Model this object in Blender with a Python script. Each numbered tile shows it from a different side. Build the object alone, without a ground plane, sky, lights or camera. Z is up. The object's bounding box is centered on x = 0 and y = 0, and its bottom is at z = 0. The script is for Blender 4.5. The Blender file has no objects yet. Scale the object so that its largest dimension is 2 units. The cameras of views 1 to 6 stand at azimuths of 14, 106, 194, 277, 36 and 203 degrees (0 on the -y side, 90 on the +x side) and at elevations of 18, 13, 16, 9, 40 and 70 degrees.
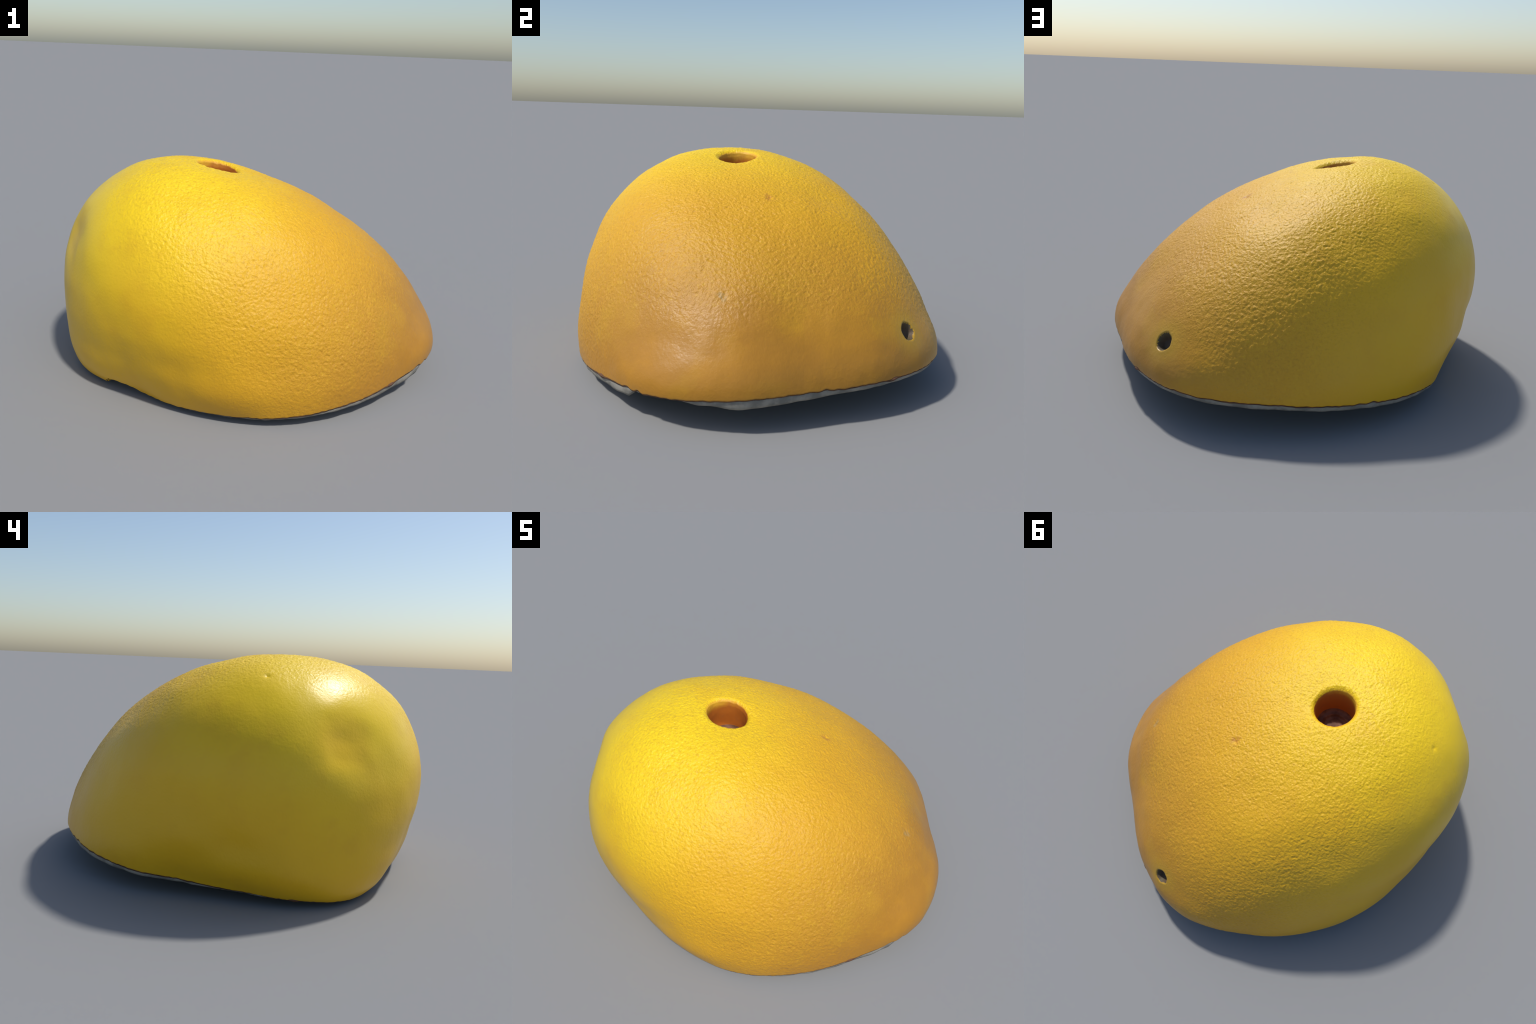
# A yellow moulded climbing-wall hold: a lopsided dome lying on its tilted back
# plate, with a counterbored bolt hole on top and a small screw hole low down.
import bpy
import numpy as np

# ------------------------------------------------------------------ frame
CORE = np.array([-0.16, -0.15, 0.36])          # point the sections are measured from
AXIS = np.array([-0.05, -0.07, 1.0])           # direction of the bolt hole
AXIS /= np.linalg.norm(AXIS)
EAST = np.array([1.0, 0, 0]) - AXIS * AXIS[0]
EAST /= np.linalg.norm(EAST)
NORTH = np.cross(AXIS, EAST)


def back_plane(x, y):
    """height of the (tilted) wall side of the hold"""
    return 0.0877 + 0.0301 * x + 0.0644 * y


# Cross-sections: cones around AXIS, opening from 5 to 120 degrees; the radius of
# each at 20 compass directions, starting at +x and turning to +y.
SECTIONS = [
    (0.68, 0.68, 0.685, 0.693, 0.702, 0.708, 0.714, 0.72, 0.726, 0.73, 0.734, 0.736, 0.735, 0.733, 0.728, 0.72, 0.711, 0.701, 0.692, 0.685),
    (0.686, 0.677, 0.675, 0.68, 0.692, 0.706, 0.724, 0.742, 0.762, 0.781, 0.794, 0.802, 0.805, 0.801, 0.791, 0.775, 0.759, 0.739, 0.718, 0.7),
    (0.705, 0.693, 0.687, 0.688, 0.702, 0.723, 0.746, 0.773, 0.798, 0.822, 0.845, 0.853, 0.86, 0.858, 0.85, 0.819, 0.797, 0.781, 0.749, 0.723),
    (0.747, 0.727, 0.721, 0.728, 0.738, 0.767, 0.782, 0.801, 0.823, 0.847, 0.867, 0.88, 0.881, 0.881, 0.876, 0.852, 0.817, 0.804, 0.783, 0.764),
    (0.808, 0.787, 0.775, 0.788, 0.807, 0.823, 0.809, 0.821, 0.836, 0.857, 0.872, 0.884, 0.858, 0.872, 0.864, 0.856, 0.836, 0.816, 0.818, 0.815),
    (0.877, 0.872, 0.858, 0.862, 0.885, 0.875, 0.849, 0.85, 0.848, 0.847, 0.86, 0.873, 0.858, 0.851, 0.848, 0.843, 0.841, 0.835, 0.844, 0.862),
    (0.953, 0.97, 0.948, 0.969, 0.975, 0.939, 0.89, 0.869, 0.849, 0.825, 0.833, 0.851, 0.849, 0.837, 0.819, 0.824, 0.842, 0.858, 0.883, 0.916),
    (1.042, 1.075, 1.043, 1.087, 1.077, 1.013, 0.938, 0.903, 0.859, 0.825, 0.801, 0.843, 0.85, 0.825, 0.795, 0.805, 0.848, 0.878, 0.927, 0.979),
    (1.151, 1.173, 1.134, 1.177, 1.185, 1.082, 0.999, 0.935, 0.876, 0.808, 0.802, 0.844, 0.86, 0.827, 0.78, 0.802, 0.863, 0.912, 0.968, 1.031),
    (1.16, 1.192, 1.174, 1.196, 1.2, 1.125, 1.035, 0.961, 0.885, 0.797, 0.784, 0.826, 0.853, 0.81, 0.767, 0.8, 0.855, 0.931, 0.995, 1.074),
    (1.17, 1.21, 1.218, 1.222, 1.206, 1.15, 1.068, 0.987, 0.897, 0.819, 0.784, 0.792, 0.794, 0.762, 0.752, 0.791, 0.847, 0.929, 1.014, 1.099),
    (1.183, 1.232, 1.249, 1.247, 1.218, 1.169, 1.096, 1.008, 0.921, 0.848, 0.793, 0.757, 0.737, 0.736, 0.754, 0.792, 0.854, 0.937, 1.03, 1.116),
]
TABLE = np.array(SECTIONS)
ROWS, COMPASS = TABLE.shape

# how far the yellow edge stops above the back plane, by compass degrees
EDGE_LIFT = [(0, .036), (20, .036), (40, .028), (60, .025), (90, .03), (120, .028), (150, .02), (180, .012),
             (205, .006), (222, .0), (234, .0), (236, .03), (241, .046), (248, .034), (252, .010), (257, .003),
             (270, .006), (285, .01), (300, .014), (320, .022), (340, .032), (352, .036)]
# how far the back plate hangs below (-) or ends above (+) that plane
PLATE_LIFT = [(4, .03), (11, .012), (19, -.012), (32, -.006), (50, .0), (90, .0), (120, -.006), (180, .0), (215, .0), (231, .002),
              (236, .05), (247, .05), (256, .01), (270, .0), (300, .0), (330, -.004), (345, -.010), (352, -.008), (355, .03)]

BOLT_RADIUS, FLOOR_DEPTH = 0.101, 0.145
BOLT_SHIFT = np.array([-0.005, 0.007, 0.0])
BORE_LEAN = np.array([-0.20, 0.0, 0.0])
SCREW = np.array([0.358, 0.841, 0.35])
SCREW_DIRECTION = np.array([-0.30, -0.72, -0.62])
SCREW_DIRECTION /= np.linalg.norm(SCREW_DIRECTION)
SCREW_RADIUS = 0.041
SCAR = np.array([0.214, 0.123, 0.90])
GREY_SPOT = np.array([0.761, 0.088, 0.54])
DIMPLE = np.array([-0.73, -0.221, 0.997])
HOLLOW = np.array([-0.81, -0.56, 0.74])

COLUMNS, SHELL_ROWS = 1400, 470


# ------------------------------------------------------------------ helpers
def cubic(x, n, closed):
    i = np.floor(x).astype(int)
    if not closed:
        i = np.clip(i, 0, n - 2)
    t = x - i
    w = np.stack([-.5 * t + t * t - .5 * t**3, 1 - 2.5 * t * t + 1.5 * t**3, .5 * t + 2 * t * t - 1.5 * t**3, -.5 * t * t + .5 * t**3], -1)
    k = np.stack([i - 1, i, i + 1, i + 2], -1)
    return (k % n if closed else np.clip(k, 0, n - 1)), w


def radius(theta, phi):
    """radius of the dome at an opening angle and a compass angle (radians)"""
    x = np.clip(16 - np.sqrt(np.maximum(256 - 2 * (np.degrees(theta) - 5), 0)), -0.3, ROWS - 1)
    y = (phi % (2 * np.pi)) / (2 * np.pi) * COMPASS
    ki, wi = cubic(x, ROWS, False)
    kj, wj = cubic(y, COMPASS, True)
    return np.einsum("...a,...b,...ab->...", wi, wj, TABLE[ki[..., :, None], kj[..., None, :]])


def direction(theta, phi):
    s, c = np.sin(theta)[..., None], np.cos(theta)[..., None]
    return s * np.cos(phi)[..., None] * EAST + s * np.sin(phi)[..., None] * NORTH + c * AXIS


def around(points, phi):
    """smooth closed curve through (degrees, value) pairs"""
    d, v = np.array(points, float).T
    d = np.concatenate([d - 360, d, d + 360])
    v = np.tile(v, 3)
    deg = np.degrees(phi) % 360
    j = np.clip(np.searchsorted(d, deg, side="right") - 1, 0, len(d) - 2)
    t = (deg - d[j]) / (d[j + 1] - d[j])
    t = t * t * (3 - 2 * t)
    return v[j] * (1 - t) + v[j + 1] * t


def hashed(i, j, k, seed):
    with np.errstate(over="ignore"):
        h = (i.astype(np.uint32) * np.uint32(374761393) + j.astype(np.uint32) * np.uint32(668265263)
             + k.astype(np.uint32) * np.uint32(2147483647 - 1013) + np.uint32(seed * 7919 + 17))
        h = (h ^ (h >> np.uint32(13))) * np.uint32(1274126177)
        h = (h ^ (h >> np.uint32(16))) * np.uint32(2246822519)
        h = h ^ (h >> np.uint32(15))
    return h


def noise(p, size, seed=0):
    """gradient noise, about -1..1, features of the given size"""
    q = p / size
    b = np.floor(q).astype(np.int64)
    f = q - b
    u = f * f * f * (f * (f * 6 - 15) + 10)
    total = 0
    for dx in (0, 1):
        for dy in (0, 1):
            for dz in (0, 1):
                h = hashed(b[..., 0] + dx, b[..., 1] + dy, b[..., 2] + dz, seed)
                gx = (h & np.uint32(1023)).astype(float) / 511.5 - 1
                gy = ((h >> np.uint32(10)) & np.uint32(1023)).astype(float) / 511.5 - 1
                gz = ((h >> np.uint32(20)) & np.uint32(1023)).astype(float) / 511.5 - 1
                g = gx * (f[..., 0] - dx) + gy * (f[..., 1] - dy) + gz * (f[..., 2] - dz)
                w = (u[..., 0] if dx else 1 - u[..., 0]) * (u[..., 1] if dy else 1 - u[..., 1]) * (u[..., 2] if dz else 1 - u[..., 2])
                total = total + w * g
    return total * 1.5


def step(a, b, x):
    t = np.clip((x - a) / (b - a), 0, 1)
    return t * t * (3 - 2 * t)


def grid_normals(P):
    du = np.roll(P, -1, 1) - np.roll(P, 1, 1)
    dv = np.gradient(P, axis=0)
    n = np.cross(dv, du)
    return n / np.maximum(np.linalg.norm(n, axis=-1, keepdims=True), 1e-12)


def mesh_object(name, verts, faces, material, parent, normals=None):
    me = bpy.data.meshes.new(name)
    faces = np.asarray(faces)
    me.vertices.add(len(verts))
    me.vertices.foreach_set("co", np.asarray(verts, np.float32).ravel())
    k = faces.shape[1]
    me.loops.add(faces.size)
    me.loops.foreach_set("vertex_index", faces.astype(np.int32).ravel())
    me.polygons.add(len(faces))
    me.polygons.foreach_set("loop_start", np.arange(0, faces.size, k, dtype=np.int32))
    me.update(calc_edges=True)
    me.polygons.foreach_set("use_smooth", np.ones(len(faces), bool))
    if normals is not None:
        me.normals_split_custom_set_from_vertices(np.asarray(normals, float))
    me.materials.append(material)
    ob = bpy.data.objects.new(name, me)
    bpy.context.scene.collection.objects.link(ob)
    ob.parent = parent
    return ob


def grid_faces(rows, cols):
    r, c = np.meshgrid(np.arange(rows - 1), np.arange(cols), indexing="ij")
    d = (c + 1) % cols
    return np.stack([r * cols + c, (r + 1) * cols + c, (r + 1) * cols + d, r * cols + d], -1)


def part(P, N, face_mask, faces, name, material, parent):
    chosen = faces[face_mask]
    used, inverse = np.unique(chosen, return_inverse=True)
    return mesh_object(name, P.reshape(-1, 3)[used], inverse.reshape(chosen.shape), material, parent, N.reshape(-1, 3)[used])


# ------------------------------------------------------------------ materials
class Nodes:
    def __init__(self, name):
        self.m = bpy.data.materials.new(name)
        self.m.use_nodes = True
        self.t = self.m.node_tree
        self.bsdf = self.t.nodes["Principled BSDF"]
        self.at = self.t.nodes.new("ShaderNodeTexCoord").outputs["Object"]

    def new(self, kind, **values):
        n = self.t.nodes.new(kind)
        for k, v in values.items():
            setattr(n, k, v)
        return n

    def put(self, socket, value):
        if isinstance(value, bpy.types.NodeSocket):
            self.t.links.new(value, socket)
        else:
            socket.default_value = value

    def noise(self, scale, detail=3, roughness=.55, at=None):
        n = self.new("ShaderNodeTexNoise")
        self.put(n.inputs["Vector"], at or self.at)
        self.put(n.inputs["Scale"], scale)
        self.put(n.inputs["Detail"], detail)
        self.put(n.inputs["Roughness"], roughness)
        return n.outputs["Fac"]

    def ranged(self, value, a, b, lo=0.0, hi=1.0):
        n = self.new("ShaderNodeMapRange", interpolation_type="SMOOTHSTEP")
        for key, v in (("Value", value), ("From Min", a), ("From Max", b), ("To Min", lo), ("To Max", hi)):
            self.put(n.inputs[key], v)
        return n.outputs["Result"]

    def math(self, op, a, b=0.0):
        n = self.new("ShaderNodeMath", operation=op)
        self.put(n.inputs[0], a)
        self.put(n.inputs[1], b)
        return n.outputs[0]

    def vec(self, op, a, b):
        n = self.new("ShaderNodeVectorMath", operation=op)
        self.put(n.inputs[0], a)
        self.put(n.inputs[1], tuple(b) if not isinstance(b, bpy.types.NodeSocket) else b)
        return n.outputs["Value"] if op in ("DOT_PRODUCT", "DISTANCE") else n.outputs["Vector"]

    def mix(self, fac, a, b, blend="MIX"):
        n = self.new("ShaderNodeMix", data_type="RGBA", blend_type=blend)
        self.put(n.inputs["Factor"], fac)
        self.put(n.inputs["A"], (*a, 1) if isinstance(a, tuple) else a)
        self.put(n.inputs["B"], (*b, 1) if isinstance(b, tuple) else b)
        return n.outputs["Result"]

    def spot(self, centre, inner, outer):
        return self.ranged(self.vec("DISTANCE", self.at, centre), inner, outer, 1.0, 0.0)

    def bump(self, height, distance, strength=1.0):
        n = self.new("ShaderNodeBump")
        self.put(n.inputs["Height"], height)
        self.put(n.inputs["Distance"], distance)
        self.put(n.inputs["Strength"], strength)
        self.put(self.bsdf.inputs["Normal"], n.outputs["Normal"])

    def finish(self, colour, roughness, specular=.5):
        self.put(self.bsdf.inputs["Base Color"], colour)
        self.put(self.bsdf.inputs["Roughness"], roughness)
        self.put(self.bsdf.inputs["Specular IOR Level"], specular)
        return self.m


LEMON, GOLD, ORANGE, OCHRE = (0.92, 0.63, 0.010), (0.80, 0.455, 0.010), (0.69, 0.355, 0.011), (0.42, 0.192, 0.018)  # OCHRE deepened towards the shaded look of the +x flank


def shell_material():
    n = Nodes("yellow_resin")
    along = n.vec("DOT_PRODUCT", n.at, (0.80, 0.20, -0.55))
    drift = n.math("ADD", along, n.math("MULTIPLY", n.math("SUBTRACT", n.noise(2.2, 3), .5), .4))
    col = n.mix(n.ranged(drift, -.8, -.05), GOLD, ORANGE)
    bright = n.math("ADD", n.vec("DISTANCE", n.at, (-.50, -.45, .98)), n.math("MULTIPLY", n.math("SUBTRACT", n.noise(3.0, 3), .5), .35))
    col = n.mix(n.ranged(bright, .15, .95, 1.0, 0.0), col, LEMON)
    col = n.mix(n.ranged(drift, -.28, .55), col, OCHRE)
    # warm and green blotches in the pigment
    col = n.mix(n.ranged(n.noise(5.0, 4), .50, .75, 0, .22), col, (0.66, 0.31, 0.014))
    col = n.mix(n.ranged(n.noise(3.4, 4, at=n.vec("ADD", n.at, (7.0, 3.0, 1.0))), .52, .75, 0, .14), col, (0.72, 0.46, 0.012))
    # fine speckle, strongest where the skin is grainy
    grain = n.ranged(n.vec("DOT_PRODUCT", n.at, (0.6, 0.15, 0.5)), -.15, .30)
    grain = n.math("MULTIPLY", grain, n.ranged(n.vec("DOT_PRODUCT", n.at, (0.55, 0.25, -1.0)), -.30, .22, 1.0, .06))
    col = n.mix(n.math("MULTIPLY", grain, n.ranged(n.noise(85, 2), .48, .72, 0, .32)), col, (0.42, 0.19, 0.015))
    col = n.mix(n.math("MULTIPLY", grain, n.ranged(n.noise(70, 2, at=n.vec("ADD", n.at, (3.0, 9.0, 4.0))), .52, .74, 0, .28)), col, (0.80, 0.50, 0.02))
    # marks: scar, grey rub mark, hollow lightened for its warm lit patch, fresher yellow round the screw
    col = n.mix(n.math("MULTIPLY", n.spot(SCAR, .010, .042), n.ranged(n.noise(48), .40, .55, 0, .75)), col, (0.52, 0.21, 0.03))
    col = n.mix(n.math("MULTIPLY", n.spot(GREY_SPOT, .008, .04), n.ranged(n.noise(45), .4, .65, 0, .5)), col, (0.32, 0.27, 0.14))
    col = n.mix(n.math("MULTIPLY", n.spot(HOLLOW, .02, .18), .5), col, (0.88, 0.49, 0.012))
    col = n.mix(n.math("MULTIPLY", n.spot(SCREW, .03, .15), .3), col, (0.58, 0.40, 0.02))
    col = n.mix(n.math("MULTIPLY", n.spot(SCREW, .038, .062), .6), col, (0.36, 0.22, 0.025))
    bored = n.ranged(n.math("ADD", n.vec("DISTANCE", n.at, CORE + AXIS * .695 + BOLT_SHIFT), n.math("MULTIPLY", n.noise(28), .014)), .106, .124, .85, 0.0)
    bored = n.math("MULTIPLY", bored, n.ranged(n.vec("DOT_PRODUCT", n.at, (-.9, .3, 0)), .04, .22, .15, 1.0))      # orange halo, strongest on the -x side of the lip
    col = n.mix(bored, col, (0.66, 0.25, 0.02))
    n.bump(n.math("MULTIPLY", n.noise(125, 3), n.ranged(grain, 0, 1, .20, 1.0)), .0040, .8)
    rough = n.math("ADD", n.ranged(n.noise(6, 2), .3, .7, -.03, .03), n.ranged(grain, 0, 1, .37, .46))
    return n.finish(col, rough, .42)


def bore_material():
    n = Nodes("orange_brown_bore")
    up = n.vec("DOT_PRODUCT", n.at, AXIS)
    top = float(np.dot(CORE + AXIS * .70, AXIS))
    col = n.mix(n.ranged(n.math("ADD", up, n.math("MULTIPLY", n.noise(14), .05)), top - .015, top + .04), (0.50, 0.15, 0.018), (0.76, 0.42, 0.03))
    col = n.mix(n.ranged(n.noise(30), .5, .75, 0, .4), col, (0.42, 0.14, 0.03))
    n.bump(n.noise(60), .002, .5)
    return n.finish(col, .5, .35)


def plain_material(name, a, b, scale, roughness=.6, bump=.002):
    n = Nodes(name)
    col = n.mix(n.ranged(n.noise(scale, 4), .35, .65), a, b)
    n.bump(n.noise(scale * 3, 3), bump, .6)
    return n.finish(col, roughness, .35)


YELLOW = shell_material()
BORE = bore_material()
WASHER = plain_material("brown_seat", (0.12, 0.05, 0.03), (0.22, 0.11, 0.07), 22)
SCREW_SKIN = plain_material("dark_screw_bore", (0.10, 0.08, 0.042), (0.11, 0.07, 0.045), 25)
PLATE = plain_material("grey_backing", (0.18, 0.17, 0.145), (0.30, 0.28, 0.235), 14, .8)  # greys lowered part way to the strip's shaded tone
SEAM = plain_material("brown_painted_groove_shade", (0.07, 0.036, 0.02), (0.15, 0.07, 0.036), 20, .8)

# ------------------------------------------------------------------ the dome
hold = bpy.data.objects.new("climbing_hold", None)
hold["label"] = "lopsided yellow dimpled climbing hold with bolt hole"
hold["category"] = "climbing hold"
bpy.context.scene.collection.objects.link(hold)

phi = np.arange(COLUMNS) / COLUMNS * 2 * np.pi

# the opening angle at which each meridian reaches the lower yellow edge
lift = around(EDGE_LIFT, phi)
edge_jitter = np.stack([np.cos(phi), np.sin(phi), 0 * phi], -1)
lift = lift + .003 * noise(edge_jitter, .09, 3) + .0042 * noise(edge_jitter, .03, 4)
for place, width, size in ((238, .8, .008), (246, 1.0, .006), (352, 1.5, .010), (356, .8, .008), (38, 1.0, .006), (118, 1.2, .006), (325, .9, .006)):
    lift = lift + size * np.exp(-(((np.degrees(phi) - place + 180) % 360 - 180) / width) ** 2)        # chips
scan = np.radians(np.linspace(60, 121, 400))
TT, PP = np.meshgrid(scan, phi, indexing="ij")
S = CORE + radius(TT, PP)[..., None] * direction(TT, PP)
above = S[..., 2] - back_plane(S[..., 0], S[..., 1]) - lift
last = above.shape[0] - 1 - np.argmax(above[::-1] > 0, axis=0)
last = np.clip(last, 0, len(scan) - 2)
cols = np.arange(COLUMNS)
a0, a1 = above[last, cols], above[last + 1, cols]
theta_edge = scan[last] + (scan[1] - scan[0]) * np.clip(a0 / np.maximum(a0 - a1, 1e-6), 0, 1)

# the opening angle at the lip of the bolt hole
theta_lip = np.full(COLUMNS, .13)
for _ in range(6):
    theta_lip = np.arcsin(BOLT_RADIUS / radius(theta_lip, phi))

t = np.linspace(0, 1, SHELL_ROWS)[:, None]
theta = theta_lip + t * (theta_edge - theta_lip)
PH = np.broadcast_to(phi, theta.shape)
P = CORE + radius(theta, PH)[..., None] * direction(theta, PH)
N = grid_normals(P)

# relief ------------------------------------------------------------
peel_zone = step(-.35, .03, P @ np.array([.60, .15, .50]) - .25)          # grainy crown and flanks
foot = step(.40, .75, P[..., 0] + .45 * P[..., 1]) * step(.60, .38, P[..., 2])   # smooth, lumpy foot
peel_zone *= 1 - .9 * foot
peel_zone *= 1 - .6 * step(.45, .15, P[..., 2] + .1)
peel_zone = .10 + .90 * np.clip(peel_zone, 0, 1)
warp = P + .004 * np.stack([noise(P, .03, s) for s in (21, 22, 23)], -1)
ridged = noise(warp, .0150, 5)
peel = .0017 * ridged - .0020 * np.maximum(0, noise(warp, .019, 6)) + .0012 * noise(P, .0095, 7)
waves = .0030 * noise(P, .16, 8) + (.0006 + .0012 * foot) * noise(P, .08, 9)
relief = peel * peel_zone + waves * step(.02, .12, t)

hollow_rim = np.exp(-((np.linalg.norm(P - HOLLOW, axis=-1) - .10) / .09) ** 2)
relief = relief + hollow_rim * (.001 + .005 * noise(P, .12, 10))
for centre, depth, size in ((HOLLOW, .008, .08), (DIMPLE, .005, .013), (SCAR, .005, .016), (GREY_SPOT, .003, .02)):
    d = np.linalg.norm(P - centre, axis=-1)
    relief = relief - depth * np.exp(-(d / size) ** 2)
P = P + N * relief[..., None]

# softly rolled lip round the bolt hole, ragged by a few millimetres
from_axis = P - CORE
height = from_axis @ AXIS
rho = np.linalg.norm(from_axis - height[..., None] * AXIS, axis=-1)
roll = np.clip(1 - (rho - BOLT_RADIUS) / .026, 0, 1) ** 2
drift = BOLT_SHIFT * step(.26, .12, rho)[..., None]
P = P + drift - AXIS * (roll * (.018 + .003 * noise(P, .03, 11)))[..., None]

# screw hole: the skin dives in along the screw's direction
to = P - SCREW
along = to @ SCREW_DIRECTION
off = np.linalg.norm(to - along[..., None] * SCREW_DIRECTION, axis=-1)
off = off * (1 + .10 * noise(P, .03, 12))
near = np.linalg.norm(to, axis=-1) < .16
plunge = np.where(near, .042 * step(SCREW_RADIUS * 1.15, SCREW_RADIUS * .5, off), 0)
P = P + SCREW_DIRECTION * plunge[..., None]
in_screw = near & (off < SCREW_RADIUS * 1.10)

# bore: wall, washer ledge and the narrow shaft below, as further rings --------
lip_h = height[0] - .018 + 0 * phi
ledge = lip_h.mean() - FLOOR_DEPTH
rings = []
around_axis = np.cos(phi)[:, None] * EAST + np.sin(phi)[:, None] * NORTH


def ring(r, h):
    sink = np.reshape(lip_h - h, (-1, 1))          # the drill leaned over a little
    rings.append(CORE + around_axis * np.reshape(r, (-1, 1)) + AXIS * np.reshape(h, (-1, 1)) + BOLT_SHIFT + BORE_LEAN * np.clip(sink, 0, FLOOR_DEPTH))


lip_rho = rho[0]
for k in np.linspace(0, 1, 40)[1:]:
    wall = BOLT_RADIUS * (1 - .06 * k) + (lip_rho - BOLT_RADIUS) * (1 - k) - .003 * step(0, .15, k)
    h = lip_h * (1 - k) + ledge * k
    p = CORE + around_axis * BOLT_RADIUS + AXIS * np.reshape(h, (-1, 1))
    ring(wall + .0022 * noise(p, .06, 13) * min(1, 4 * k), h)
wall_rows = len(rings)
for r, drop in ((.090, .004), (.086, .012), (.082, .014), (.072, .014), (.066, .015), (.063, .022), (.060, .030), (.054, .031), (.046, .031), (.042, .027), (.030, .026), (.012, .026), (.001, .026)):
    ring(r * (1 + .03 * noise(np.stack([np.cos(phi), np.sin(phi), 0 * phi + r * 40], -1), .5, 14)), ledge - drop)

# under-curl of the yellow edge
curl = []
edge = P[-1]
inward = CORE - edge
inward = inward - inward @ AXIS.reshape(3, 1) * AXIS
inward /= np.linalg.norm(inward, axis=-1, keepdims=True)
for s, drop in ((.004, .003), (.010, .0045), (.022, .004), (.045, .0)):
    curl.append(edge + inward * s - AXIS * drop)

G = np.concatenate([np.array(rings[::-1]), P, np.array(curl)])
GN = grid_normals(G)
faces = grid_faces(len(G), COLUMNS)
n_bore = len(rings)
row = np.arange(len(G) - 1)[:, None] + np.zeros((1, COLUMNS), int)
seat_mask = row < n_bore - wall_rows
bore_mask = (row >= n_bore - wall_rows) & (row < n_bore + 1)
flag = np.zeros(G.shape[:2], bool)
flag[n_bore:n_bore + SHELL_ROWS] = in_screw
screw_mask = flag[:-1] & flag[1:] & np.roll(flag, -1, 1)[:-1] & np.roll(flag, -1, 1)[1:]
shell_mask = ~(seat_mask | bore_mask | screw_mask)
# outward normals: check against the crown
if (GN[n_bore + 60] @ AXIS).mean() < 0:
    GN = -GN
    faces = faces[..., ::-1]

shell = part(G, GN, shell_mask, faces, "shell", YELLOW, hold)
bolt_hole = part(G, GN, bore_mask, faces, "bolt_hole", BORE, hold)
part(G, GN, seat_mask, faces, "washer_seat", WASHER, bolt_hole)
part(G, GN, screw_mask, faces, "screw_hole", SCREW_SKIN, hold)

# ------------------------------------------------------------------ back plate
m = 440
pick = (np.arange(m) * COLUMNS / m).astype(int)
ph = phi[pick]
rim, inn = edge[pick], inward[pick]
bottom = back_plane(rim[:, 0], rim[:, 1]) + around(PLATE_LIFT, ph)
circle = np.stack([np.cos(ph), np.sin(ph), 0 * ph], -1)
bottom = bottom + .004 * noise(circle, .12, 31) + .0025 * noise(circle, .05, 32)
top = rim[:, 2] + .001
bottom = np.minimum(bottom, top - .002)
inset = .006 + .004 * noise(circle, .1, 33)
layers = []
for s, mixing in ((.05, -.15), (.004, .0), (.0, .35), (.002, .75), (.006, 1.0), (.03, 1.0), (.12, .9), (.35, .75)):
    q = rim + inn * (inset + s)[:, None]
    q[:, 2] = top * (1 - mixing) + bottom * mixing
    layers.append(q)
centre = np.mean(layers[-1], axis=0)
for k in (.5, .9, .999):
    layers.append(layers[-1] * (1 - k) + centre * k)
L = np.array(layers)
L[..., 2] = np.maximum(L[..., 2], 0.0)
mesh_object("back_plate", L.reshape(-1, 3), grid_faces(len(L), m).reshape(-1, 4), PLATE, hold)

# dark bead modelled for the shade in the groove between shell and plate
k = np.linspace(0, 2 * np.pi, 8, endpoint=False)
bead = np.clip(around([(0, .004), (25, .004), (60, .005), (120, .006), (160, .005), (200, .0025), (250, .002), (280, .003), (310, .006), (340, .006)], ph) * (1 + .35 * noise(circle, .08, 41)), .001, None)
for place in (55, 340, 200):                       # bead swollen to draw the black openings under the edge
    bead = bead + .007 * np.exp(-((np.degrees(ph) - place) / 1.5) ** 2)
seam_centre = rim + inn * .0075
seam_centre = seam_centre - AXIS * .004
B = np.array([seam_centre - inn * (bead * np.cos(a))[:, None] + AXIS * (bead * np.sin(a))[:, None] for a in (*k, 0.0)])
mesh_object("groove_shade_bead", B.reshape(-1, 3), grid_faces(len(B), m).reshape(-1, 4), SEAM, hold)
